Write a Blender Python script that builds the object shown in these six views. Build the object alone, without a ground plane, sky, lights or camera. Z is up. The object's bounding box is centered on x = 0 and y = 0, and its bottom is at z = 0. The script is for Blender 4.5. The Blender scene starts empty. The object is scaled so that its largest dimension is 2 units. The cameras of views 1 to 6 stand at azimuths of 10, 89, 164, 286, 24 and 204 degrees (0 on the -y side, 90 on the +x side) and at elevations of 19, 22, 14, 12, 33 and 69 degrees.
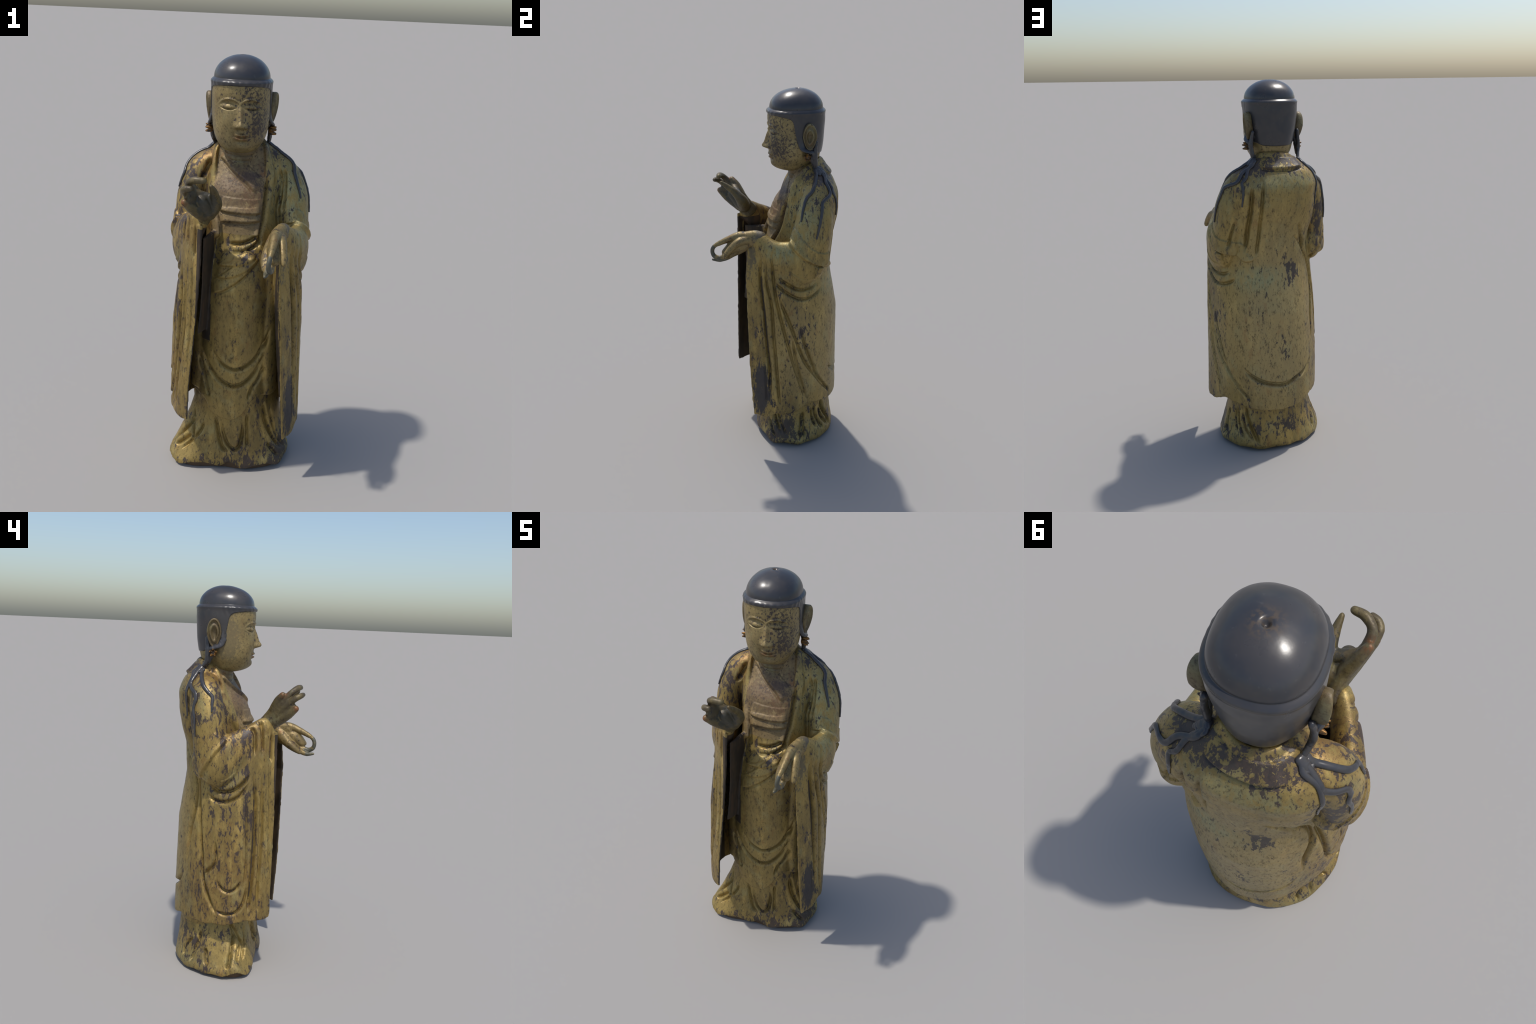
import bpy, math
import numpy as np
from mathutils import Vector
from mathutils.bvhtree import BVHTree

rng = np.random.default_rng(7)

# ------------------------------------------------------------------ helpers
def spline(P, n):
    """Catmull-Rom curve through the control points P, n samples."""
    P = np.asarray(P, float)
    if P.ndim == 1:
        P = P[:, None]
    k = len(P)
    Q = np.vstack([2 * P[0] - P[1], P, 2 * P[-1] - P[-2]])
    t = np.linspace(0, k - 1, n)
    i = np.minimum(t.astype(int), k - 2)
    f = (t - i)[:, None]
    a, b, c, d = Q[i], Q[i + 1], Q[i + 2], Q[i + 3]
    return 0.5 * (2 * b + (c - a) * f + (2 * a - 5 * b + 4 * c - d) * f ** 2
                  + (3 * b - a - 3 * c + d) * f ** 3)


def pchip(x, y, xi):
    """smooth interpolation of a profile y(x)"""
    x = np.asarray(x, float); y = np.asarray(y, float)
    h = np.diff(x); d = np.diff(y) / h
    m = np.zeros(len(x)); m[0] = d[0]; m[-1] = d[-1]
    for k in range(1, len(x) - 1):
        if d[k - 1] * d[k] > 0:
            m[k] = 2 * d[k - 1] * d[k] / (d[k - 1] + d[k])
    xi = np.clip(xi, x[0], x[-1])
    i = np.clip(np.searchsorted(x, xi) - 1, 0, len(x) - 2)
    t = (xi - x[i]) / h[i]
    return (y[i] * (1 + 2 * t) * (1 - t) ** 2 + m[i] * h[i] * t * (1 - t) ** 2
            + y[i + 1] * t * t * (3 - 2 * t) + m[i + 1] * h[i] * t * t * (t - 1))


def sstep(a, b, x):
    t = np.clip((x - a) / (b - a), 0, 1)
    return t * t * (3 - 2 * t)


def vnoise(P, scale, seed=0, octaves=3):
    """value noise in [-1, 1]"""
    P = np.asarray(P) * scale
    out = np.zeros(len(P)); amp = 1.0; tot = 0
    for o in range(octaves):
        Q = P * 2 ** o + 17.3 * (o + 1)
        I = np.floor(Q).astype(np.int64); f = Q - I; f = f * f * (3 - 2 * f)
        acc = 0
        for dx in (0, 1):
            for dy in (0, 1):
                for dz in (0, 1):
                    h = ((I[:, 0] + dx) * 374761393 + (I[:, 1] + dy) * 668265263
                         + (I[:, 2] + dz) * 2147483647 + (seed + o) * 974634777) & 0xffffffff
                    h = ((h ^ (h >> 13)) * 1274126177) & 0xffffffff
                    h = (h ^ (h >> 16)) / 2 ** 31 - 1
                    w = ((f[:, 0] if dx else 1 - f[:, 0]) * (f[:, 1] if dy else 1 - f[:, 1])
                         * (f[:, 2] if dz else 1 - f[:, 2]))
                    acc = acc + h * w
        out += acc * amp; tot += amp; amp *= 0.5
    return out / tot


def loft(R):
    """closed solid through rings R (m, n, 3)"""
    R = np.asarray(R, float); m, n, _ = R.shape
    V = np.vstack([R.reshape(-1, 3), R[0].mean(0), R[-1].mean(0)])
    F = []
    for i in range(m - 1):
        a = i * n
        for j in range(n):
            k = (j + 1) % n
            F.append((a + j, a + k, a + n + k, a + n + j))
    b, t = m * n, m * n + 1
    for j in range(n):
        k = (j + 1) % n
        F.append((b, k, j)); F.append((t, (m - 1) * n + j, (m - 1) * n + k))
    return V, F


def tube(P, rad, ref=(0, 0, 1), m=36, n=28, round_ends=True):
    """swept tube through P; rad = list of r or (across, along ref)"""
    rad = np.array([r if hasattr(r, '__len__') else (r, r) for r in rad], float)
    C = spline(P, m); A = spline(rad, m)
    T = np.gradient(C, axis=0); T /= np.linalg.norm(T, axis=1)[:, None]
    ref = np.asarray(ref, float)
    if ref.ndim == 2:
        ref = spline(ref, m)
    W = ref - (T * ref).sum(1)[:, None] * T
    W /= np.linalg.norm(W, axis=1)[:, None]
    U = np.cross(T, W)
    if round_ends:
        L = np.concatenate([[0], np.cumsum(np.linalg.norm(np.diff(C, axis=0), axis=1))])
        r0, r1 = A[0].min(), A[-1].min()
        ex = np.linspace(0, 1, 7)[:-1]
        c0 = C[0] - T[0] * r0 * np.sqrt(1 - ex ** 2)[:, None]
        c1 = C[-1] + T[-1] * r1 * np.sqrt(1 - ex[::-1] ** 2)[:, None]
        e0 = np.maximum(ex, .05)[:, None]
        C = np.vstack([c0, C, c1])
        A = np.vstack([A[:1] * e0, A, A[-1:] * e0[::-1]])
        U = np.vstack([np.repeat(U[:1], 6, 0), U, np.repeat(U[-1:], 6, 0)])
        W = np.vstack([np.repeat(W[:1], 6, 0), W, np.repeat(W[-1:], 6, 0)])
    th = np.linspace(0, 2 * np.pi, n, endpoint=False)
    R = (C[:, None] + U[:, None] * (A[:, :1] * np.cos(th))[..., None]
         + W[:, None] * (A[:, 1:] * np.sin(th))[..., None])
    return loft(R)


def oval_loft(rows, m=90, n=120, p=2.2):
    """rows: z, cx, half width, y front, y back, y centre"""
    rows = np.array(rows, float)
    z = np.linspace(rows[0, 0], rows[-1, 0], m)
    cx, a, yf, yb, yc = [pchip(rows[:, 0], rows[:, k], z)[:, None] for k in range(1, 6)]
    th = np.linspace(0, 2 * np.pi, n, endpoint=False)[None]
    s, c = np.sin(th), np.cos(th)
    ex = 2 / p
    X = cx + a * np.sign(s) * np.abs(s) ** ex
    d = np.where(c > 0, yc - yf, yb - yc)
    Y = yc - d * np.sign(c) * np.abs(c) ** ex
    Z = np.repeat(z[:, None], n, 1)
    return loft(np.stack([X, Y, Z], -1))


def sheet(levels, zl, zbot, ztop, thick, m=70, n=150):
    """hanging cloth: plan curves at the heights zl, with its own lower and upper edge"""
    zl = np.array(zl)
    Cn = np.stack([spline(c, n) for c in levels])             # level, s, xy
    s = np.linspace(0, 1, n)
    kb = np.linspace(0, 1, len(zbot)); kt = np.linspace(0, 1, len(ztop))
    zb = pchip(kb, zbot, s) + .012 * vnoise(np.stack([s * 30, s * 0, s * 0], -1), 1, 21); zt = pchip(kt, ztop, s)
    th = pchip(np.linspace(0, 1, len(thick)), thick, s)
    rings = []
    for t in np.linspace(0, 1, m):
        z = zb + (zt - zb) * t
        x = np.array([np.interp(z[j], zl, Cn[:, j, 0]) for j in range(n)])
        y = np.array([np.interp(z[j], zl, Cn[:, j, 1]) for j in range(n)])
        tx, ty = np.gradient(x), np.gradient(y)
        L = np.hypot(tx, ty); nx, ny = ty / L, -tx / L
        o = np.stack([x, y, z], -1)
        i = np.stack([x - nx * th, y - ny * th, z], -1)
        rings.append(np.vstack([o, i[::-1]]))
    V, F = loft(rings)
    e = m * 2 * n
    F = [f for f in F if e not in f and e + 1 not in f]
    V = V[:e]
    for a, flip in ((0, 1), ((m - 1) * 2 * n, 0)):               # close the lower and upper edges
        for j in range(n - 1):
            q = (a + j, a + j + 1, a + 2 * n - 2 - j, a + 2 * n - 1 - j)
            F.append(q[::-1] if flip else q)
    return V, F


def join(parts):
    V, F, o = [], [], 0
    for v, f in parts:
        V.append(v); F += [tuple(k + o for k in q) for q in f]; o += len(v)
    return np.vstack(V), F


def raw_mesh(name, V, F):
    me = bpy.data.meshes.new(name)
    me.from_pydata([tuple(v) for v in V], [], [tuple(f) for f in F])
    me.update()
    return me


def remesh(parts, voxel):
    """union of overlapping solids -> one even quad skin"""
    V, F = join(parts)
    me = raw_mesh("tmp", V, F)
    ob = bpy.data.objects.new("tmp", me)
    bpy.context.collection.objects.link(ob)
    md = ob.modifiers.new("r", 'REMESH'); md.mode = 'VOXEL'; md.voxel_size = voxel
    dg = bpy.context.evaluated_depsgraph_get()
    ev = ob.evaluated_get(dg)
    m2 = bpy.data.meshes.new_from_object(ev)
    n = len(m2.vertices); co = np.zeros(n * 3); m2.vertices.foreach_get('co', co)
    k = len(m2.polygons); lt = np.zeros(k, int); m2.polygons.foreach_get('loop_total', lt)
    lv = np.zeros(len(m2.loops), int); m2.loops.foreach_get('vertex_index', lv)
    if (lt == 4).all():
        F2 = lv.reshape(-1, 4)
    else:
        F2, o = [], 0
        for c in lt:
            q = list(lv[o:o + c]); o += c
            F2.append(q if c == 4 else q + [q[-1]])
        F2 = np.array(F2)
    bpy.data.objects.remove(ob); bpy.data.meshes.remove(me); bpy.data.meshes.remove(m2)
    return co.reshape(-1, 3), F2


def edges_of(F):
    E = np.vstack([F[:, [0, 1]], F[:, [1, 2]], F[:, [2, 3]], F[:, [3, 0]]])
    E = np.sort(E, 1); E = E[E[:, 0] != E[:, 1]]
    return np.unique(E, axis=0)


def relax(V, F, it=5, lam=0.5, mu=None, w=None):
    E = edges_of(F); n = len(V)
    deg = np.bincount(E.ravel(), minlength=n)[:, None]
    for k in range(it):
        for l in ([lam] if mu is None else [lam, mu]):
            S = np.stack([np.bincount(E[:, 0], V[E[:, 1], a], n)
                          + np.bincount(E[:, 1], V[E[:, 0], a], n) for a in range(3)], -1)
            D = (S / np.maximum(deg, 1) - V) * l
            V = V + (D if w is None else D * w[:, None])
    return V


def vnormals(V, F):
    a, b, c, d = (V[F[:, k]] for k in range(4))
    fn = np.cross(c - a, d - b)
    N = np.zeros_like(V)
    for k in range(4):
        for ax in range(3):
            N[:, ax] += np.bincount(F[:, k], fn[:, ax], len(V))
    return N / np.maximum(np.linalg.norm(N, axis=1), 1e-12)[:, None]


def along(V, N, bvh, pts, facing=None, n=None):
    """closest approach of every vertex to a curve laid on the surface:
    distance, signed side, position along it"""
    P = spline(pts, 12 * len(pts))
    snapped = []
    for p in P:
        h = bvh.find_nearest(Vector(p))
        snapped.append(h[0][:] if h[0] is not None else p)
    P = np.array(snapped)
    L = np.linalg.norm(np.diff(P, axis=0), axis=1).sum()
    P = spline(P, max(20, int(L / 0.003)))
    T = np.gradient(P, axis=0); T /= np.maximum(np.linalg.norm(T, axis=1), 1e-9)[:, None]
    return P, T


def carve(V, N, bvh, pts, depth=.006, width=.008, lip=0.0, lipw=.012, step=0.0, stepw=.03,
          fade=.22, reach=.07, bothsides=False):
    """cut a fold line: groove of given depth, a raised lip beside it, and a step
    that lifts the cloth on the left of the line"""
    P, T = along(V, N, bvh, pts)
    lo, hi = P.min(0) - reach, P.max(0) + reach
    idx = np.where(((V > lo) & (V < hi)).all(1))[0]
    if len(idx) == 0:
        return V
    best = np.full(len(idx), 9.0); arg = np.zeros(len(idx), int)
    for c in range(0, len(P), 60):
        d = np.linalg.norm(V[idx][:, None] - P[None, c:c + 60], axis=2)
        k = d.argmin(1); dm = d[np.arange(len(idx)), k]
        u = dm < best
        best[u] = dm[u]; arg[u] = k[u] + c
    keep = best < reach
    idx, best, arg = idx[keep], best[keep], arg[keep]
    D = V[idx] - P[arg]
    side = (np.cross(T[arg], D) * N[idx]).sum(1)
    s = arg / (len(P) - 1)
    fa = sstep(0, fade, s) * sstep(0, fade, 1 - s)
    fa = np.maximum(fa, 0.0)
    width = width * (.55 + .45 * fa)
    h = -depth * np.exp(-(best / width) ** 2)
    if lip:
        h = h + lip * np.exp(-((best - width * 1.8) / lipw) ** 2) * (1 if bothsides else (side > 0))
    if step:
        h = h + step * sstep(-width, width, side) * np.exp(-np.maximum(best - width, 0) / stepw)
    V = V.copy()
    V[idx] += N[idx] * (h * fa)[:, None]
    return V


def tree(V, F):
    return BVHTree.FromPolygons([tuple(v) for v in V], [tuple(f) for f in F])


# ------------------------------------------------------------------ node helpers
class Nodes:
    def __init__(self, name):
        self.mat = bpy.data.materials.new(name); self.mat.use_nodes = True
        self.t = self.mat.node_tree; self.t.nodes.clear()
        self.out = self.t.nodes.new('ShaderNodeOutputMaterial')
        self.bsdf = self.t.nodes.new('ShaderNodeBsdfPrincipled')
        self.t.links.new(self.bsdf.outputs[0], self.out.inputs[0])
        self.co = self.t.nodes.new('ShaderNodeTexCoord').outputs['Object']

    def link(self, a, b):
        if isinstance(a, (int, float)):
            b.default_value = a
        elif isinstance(a, tuple):
            b.default_value = a if len(a) == len(b.default_value) else a + (1,)
        else:
            self.t.links.new(a, b)

    def mapped(self, scale=(1, 1, 1), loc=(0, 0, 0)):
        n = self.t.nodes.new('ShaderNodeMapping')
        n.inputs['Scale'].default_value = scale; n.inputs['Location'].default_value = loc
        self.link(self.co, n.inputs['Vector']); return n.outputs[0]

    def noise(self, scale, detail=4, rough=.55, vec=None, dist=0.0):
        n = self.t.nodes.new('ShaderNodeTexNoise')
        n.inputs['Scale'].default_value = scale; n.inputs['Detail'].default_value = detail
        n.inputs['Roughness'].default_value = rough; n.inputs['Distortion'].default_value = dist
        self.link(self.co if vec is None else vec, n.inputs['Vector']); return n.outputs['Fac']

    def math(self, op, a, b=0.0, clamp=False):
        n = self.t.nodes.new('ShaderNodeMath'); n.operation = op; n.use_clamp = clamp
        self.link(a, n.inputs[0]); self.link(b, n.inputs[1]); return n.outputs[0]

    def ramp(self, f, a, b):
        n = self.t.nodes.new('ShaderNodeMapRange'); n.interpolation_type = 'SMOOTHSTEP'
        self.link(f, n.inputs['Value'])
        self.link(a, n.inputs['From Min']); self.link(b, n.inputs['From Max'])
        return n.outputs['Result']

    def mix(self, f, a, b):
        n = self.t.nodes.new('ShaderNodeMix'); n.data_type = 'RGBA'
        self.link(f, n.inputs[0]); self.link(a, n.inputs[6]); self.link(b, n.inputs[7])
        return n.outputs[2]

    def blob(self, c, r, soft=.5):
        """1 inside an ellipsoidal patch, falling to 0"""
        n = self.t.nodes.new('ShaderNodeVectorMath'); n.operation = 'SUBTRACT'
        self.link(self.co, n.inputs[0]); n.inputs[1].default_value = c
        d = self.t.nodes.new('ShaderNodeVectorMath'); d.operation = 'DIVIDE'
        self.link(n.outputs[0], d.inputs[0]); d.inputs[1].default_value = r
        l = self.t.nodes.new('ShaderNodeVectorMath'); l.operation = 'LENGTH'
        self.link(d.outputs[0], l.inputs[0])
        q = self.ramp(l.outputs['Value'], 1 - soft, 1 + soft)
        return self.math('SUBTRACT', 1.0, q)

    def sep(self, k):
        n = self.t.nodes.new('ShaderNodeSeparateXYZ'); self.link(self.co, n.inputs[0])
        return n.outputs[k]

    def bump(self, h, strength=.3, dist=.004):
        n = self.t.nodes.new('ShaderNodeBump'); n.inputs['Strength'].default_value = strength
        n.inputs['Distance'].default_value = dist
        self.link(h, n.inputs['Height']); self.link(n.outputs[0], self.bsdf.inputs['Normal'])

    def add(self, *fs):
        a = fs[0]
        for f in fs[1:]:
            a = self.math('ADD', a, f)
        return a

    def mul(self, a, b):
        return self.math('MULTIPLY', a, b)


def srgb(r, g, b):
    f = lambda c: ((c / 255 + .055) / 1.055) ** 2.4 if c > 10 else c / 255 / 12.92
    return (f(r), f(g), f(b))


# ------------------------------------------------------------------ materials
GOLD = srgb(148, 126, 71); GOLD2 = srgb(120, 102, 60); GOLD3 = srgb(178, 151, 86)
LACQ = srgb(42, 35, 35); LACQ2 = srgb(60, 47, 41); RUST = srgb(122, 76, 40); VERD = srgb(146, 145, 106)
PALE = srgb(168, 150, 106); UMBER = srgb(66, 52, 30)


def gilt(name, wear=0.0, patches=(), verd=(), pale=(), rust=(), dark=(), metal=.42, streak=.42,
         base=(GOLD, GOLD2, GOLD3), rough=.45, redness=.3, speck=.78, green=.3, fs=1.0):
    """worn gold leaf: toned gold, green bloom, red ground, flakes down to dark lacquer.
    patches etc. = (centre, radii, amount): where each kind of wear gathers"""
    m = Nodes(name)
    v = m.mapped((1, 1, streak))
    big = m.noise(6, 5, .6, v); mid = m.noise(42 * fs, 6, .68, v, .4); fin = m.noise(110, 4, .7, v)
    grain = m.noise(260, 3, .65, v)
    col = m.mix(m.ramp(m.add(m.mul(big, .7), m.mul(mid, .3)), .4, .6), base[0], base[1])
    col = m.mix(m.mul(m.ramp(m.noise(18, 5, .65, m.mapped((1, 1, .35), (3, 1, 2))), .5, .7), .75), col, base[2])
    for c, r, k in pale:
        col = m.mix(m.mul(m.blob(c, r, .6), k), col, PALE)
    g = m.mul(m.ramp(m.noise(12, 5, .65, m.mapped((1, 1, .6), (5, 5, 5))), .52, .68), green)
    for c, r, k in verd:
        g = m.math('MAXIMUM', g, m.mul(m.mul(m.blob(c, r, .7), m.ramp(mid, .36, .58)), k))
    col = m.mix(g, col, VERD)
    q = m.mul(m.ramp(m.noise(22, 5, .65, m.mapped((1, 1, .5), (9, 2, 4))), .57, .7), redness)
    for c, r, k in rust:
        q = m.math('MAXIMUM', q, m.mul(m.mul(m.blob(c, r, .7), m.ramp(mid, .38, .56)), k))
    col = m.mix(q, col, RUST)
    # thin, rubbed gold: brown undertone in streaks
    rub = m.ramp(m.add(m.mul(mid, .5), m.mul(fin, .5)), .50, .66)
    col = m.mix(m.mul(rub, speck), col, UMBER)
    sp = m.ramp(m.add(m.mul(fin, .5), m.mul(grain, .5)), .54, .66)
    col = m.mix(m.mul(sp, speck), col, srgb(70, 56, 40))
    # flaked-off gold: dark lacquer with crisp edges
    f = m.add(m.mul(big, .40), m.mul(mid, .66), m.mul(fin, .28), wear + .045)
    for c, r, k in patches:
        f = m.math('ADD', f, m.mul(m.blob(c, r, .7), k))
    flake = m.ramp(f, .785, .825)
    col = m.mix(m.mul(flake, .93), col, m.mix(m.ramp(fin, .4, .62), LACQ, LACQ2))
    dk = None
    for c, r, k, tint in dark:
        b = m.mul(m.ramp(m.add(m.mul(m.blob(c, r, .8), .46), m.mul(mid, .8), m.mul(fin, .3)), .80, .92), k)
        col = m.mix(b, col, tint)
        dk = b if dk is None else m.math('MAXIMUM', dk, b)
    m.link(col, m.bsdf.inputs['Base Color'])
    me = m.mul(m.math('SUBTRACT', 1.0, flake), metal)
    if dk is not None:
        me = m.mul(me, m.math('SUBTRACT', 1.0, dk))
    m.link(me, m.bsdf.inputs['Metallic'])
    m.link(m.add(m.mul(fin, .3), rough - .12), m.bsdf.inputs['Roughness'])
    m.bump(m.add(m.mul(fin, .5), m.mul(grain, .2), m.mul(flake, -.35)), .45, .004)
    return m.mat


DARKG = srgb(60, 58, 50)
MAT = {}
MAT['robe'] = gilt(
    'gilt_robe', wear=.0,
    patches=[((-.30, 0, .75), (.14, .28, .55), .035), ((-.26, .12, 1.40), (.14, .16, .22), .085),
             ((.20, .16, 1.50), (.16, .14, .12), .055), ((0, .26, 1.58), (.2, .10, .05), .09),
             ((-.075, .31, 1.0), (.055, .08, .075), .13), ((.0, .345, .62), (.07, .06, .10), .055),
             ((.0, .30, .72), (.24, .14, .42), -.035), ((.02, .30, 1.30), (.2, .12, .2), -.05),
             ((.285, .17, .72), (.06, .1, .14), .05), ((.03, -.12, .72), (.06, .06, .06), .05),
             ((.03, -.12, .60), (.22, .10, .35), -.03), ((.0, -.10, 1.13), (.15, .09, .07), .075), ((-.30, .1, 1.0), (.12, .12, .1), .03)],
    verd=[((.11, .30, .985), (.13, .09, .06), .75), ((.25, .09, 1.40), (.12, .12, .17), .85),
          ((.29, .02, 1.215), (.07, .08, .05), .8), ((-.05, .31, 1.50), (.2, .07, .05), .6),
          ((-.13, .03, 1.45), (.05, .06, .1), .5)],
    pale=[((0, .34, .75), (.27, .14, .5), .6), ((.3, .12, .6), (.1, .16, .3), .35)],
    rust=[((-.16, .1, 1.5), (.1, .12, .12), .5), ((-.2, -.02, 1.25), (.14, .2, .1), .35), ((-.25, 0, .5), (.1, .2, .3), .3)],
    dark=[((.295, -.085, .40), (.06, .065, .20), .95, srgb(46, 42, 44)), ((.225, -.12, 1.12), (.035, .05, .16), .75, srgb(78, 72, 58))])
MAT['underskirt'] = gilt(
    'gilt_underskirt', wear=.022,
    patches=[((.0, .32, .13), (.13, .08, .05), .11), ((.25, .12, .10), (.08, .12, .1), .09), ((-.2, .22, .14), (.07, .08, .07), .09),
             ((.05, -.13, .03), (.25, .08, .04), .06), ((-.25, .05, .2), (.1, .1, .06), .05), ((0, -.1, .2), (.2, .1, .1), -.04)],
    verd=[((.25, .1, .08), (.1, .14, .08), .7), ((-.2, .2, .06), (.14, .14, .06), .4)])
BROWN = (srgb(128, 108, 72), srgb(108, 90, 62), srgb(152, 130, 88))
MAT['chest'] = gilt(
    'worn_chest', wear=.018, base=BROWN, redness=.55, metal=.15, streak=.9, speck=.8, rough=.55, fs=1.5,
    patches=[((.03, .03, 1.46), (.07, .08, .05), .06), ((0, -.08, 1.16), (.15, .08, .07), .07)],
    rust=[((.05, 0, 1.39), (.05, .06, .06), .7), ((-.03, .02, 1.44), (.08, .06, .05), .5)],
    dark=[((-.01, .0, 1.44), (.13, .14, .15), .55, srgb(92, 76, 54)), ((.03, .06, 1.47), (.06, .06, .03), .7, srgb(70, 56, 50))])
MAT['neck'] = gilt('neck_gilt', wear=-.02, base=(srgb(108, 92, 60), srgb(94, 80, 54), srgb(120, 98, 62)), redness=.5, metal=.15,
                   streak=1.2, rust=[((-.12, .12, 1.53), (.06, .06, .06), .8)])
MAT['face'] = gilt(
    'gilt_face', wear=-.016, streak=.85, fs=1.9, metal=.28, base=(srgb(142, 124, 80), srgb(122, 106, 70), srgb(162, 142, 94)), green=.25, redness=.25,
    patches=[((.04, -.03, 1.77), (.12, .09, .18), .045), ((0, -.05, 1.85), (.10, .06, .05), .04), ((.10, .05, 1.76), (.05, .10, .10), .03),
             ((-.165, .03, 1.72), (.07, .11, .2), -.14), ((-.03, -.05, 1.64), (.06, .06, .05), -.05)],
    rust=[((.008, -.04, 1.657), (.032, .03, .013), .75)],
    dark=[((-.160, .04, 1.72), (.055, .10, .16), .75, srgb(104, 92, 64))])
MAT['ear'] = gilt('ear_gilt', wear=-.05, metal=.15, streak=1, base=(srgb(104, 90, 60), srgb(90, 78, 54), srgb(118, 100, 66)), redness=.2)
MAT['hand_r'] = gilt(
    'hand_dark', wear=-.02, metal=.2, streak=1, base=(srgb(96, 84, 52), srgb(80, 70, 50), srgb(118, 104, 66)), redness=.25,
    dark=[((-.085, -.25, 1.40), (.055, .075, .08), .9, srgb(58, 56, 46))],
    rust=[((-.172, -.246, 1.492), (.022, .022, .02), .9), ((-.176, -.322, 1.424), (.022, .02, .02), .9)])
MAT['hand_l'] = gilt(
    'hand_gilt', wear=-.01, metal=.35, streak=1, base=(srgb(140, 120, 76), srgb(118, 102, 66), srgb(160, 136, 84)), redness=.6,
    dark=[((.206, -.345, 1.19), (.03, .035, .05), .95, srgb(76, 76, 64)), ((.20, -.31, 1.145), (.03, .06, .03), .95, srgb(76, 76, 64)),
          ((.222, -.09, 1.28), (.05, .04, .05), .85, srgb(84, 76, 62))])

m = Nodes('lacquered_hair')
n1 = m.noise(14, 4); n2 = m.noise(70, 3)
c = m.mix(m.ramp(n1, .4, .65), srgb(60, 58, 58), srgb(50, 51, 55))
c = m.mix(m.mul(m.ramp(n2, .62, .75), .4), c, srgb(80, 78, 76))
for cc, rr, kk in (((-.028, .115, 2.0), (.035, .035, .02), .8),):
    c = m.mix(m.mul(m.mul(m.blob(cc, rr, .6), m.ramp(n2, .45, .6)), kk), c, srgb(84, 72, 58))
m.link(c, m.bsdf.inputs['Base Color'])
m.link(m.add(m.mul(n1, .15), .22), m.bsdf.inputs['Roughness'])
m.bump(m.add(n1, m.mul(n2, .2)), .12, .004)
MAT['hair'] = m.mat

m = Nodes('bare_wood')
n1 = m.noise(30, 4)
m.link(m.mix(n1, srgb(70, 54, 40), srgb(104, 82, 58)), m.bsdf.inputs['Base Color'])
m.bsdf.inputs['Roughness'].default_value = .8
MAT['wood'] = m.mat

m = Nodes('dark_brown_inside')
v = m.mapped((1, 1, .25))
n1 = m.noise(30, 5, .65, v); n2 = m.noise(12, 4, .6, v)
c = m.mix(m.ramp(n1, .4, .65), srgb(46, 37, 27), srgb(64, 51, 34))  # browns set low, partly to hold the occlusion inside the hanging sleeves
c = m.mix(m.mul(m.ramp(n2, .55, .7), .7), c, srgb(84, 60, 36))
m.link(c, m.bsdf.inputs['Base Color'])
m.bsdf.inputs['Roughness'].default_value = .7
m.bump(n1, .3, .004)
MAT['sleeve_inside'] = m.mat

m = Nodes('earring_metal')
n1 = m.noise(60, 4)
m.link(m.mix(m.ramp(n1, .4, .6), srgb(128, 92, 44), srgb(40, 30, 22)), m.bsdf.inputs['Base Color'])
m.link(m.mul(m.ramp(n1, .6, .4), .6), m.bsdf.inputs['Metallic'])
m.bsdf.inputs['Roughness'].default_value = .45
MAT['earring'] = m.mat

# ------------------------------------------------------------------ objects
root = bpy.data.objects.new('buddha_statue', None)
bpy.context.collection.objects.link(root)
root['label'] = 'standing gilt wooden Buddha in worn draped robes, dark lacquered hair'
root['category'] = 'statue'


def add_obj(name, V, F, mat, parent=None, normals=None, smooth=True):
    F = [tuple(dict.fromkeys(int(k) for k in f)) for f in F]
    F = [f for f in F if len(f) > 2]
    me = raw_mesh(name, V, F)
    ob = bpy.data.objects.new(name, me)
    bpy.context.collection.objects.link(ob)
    ob.parent = parent or root
    me.materials.append(mat)
    if smooth:
        me.polygons.foreach_set('use_smooth', [True] * len(me.polygons))
    if normals is not None:
        me.normals_split_custom_set_from_vertices([tuple(v) for v in normals])
    return ob


def split_obj(V, F, N, classes, spec):
    """one skin, cut into named regions that keep the common normals"""
    for key, (name, mat) in spec.items():
        f = F[classes == key]
        if len(f) == 0:
            continue
        u, inv = np.unique(f, return_inverse=True)
        add_obj(name, V[u], inv.reshape(-1, 4), mat, normals=N[u])


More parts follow.
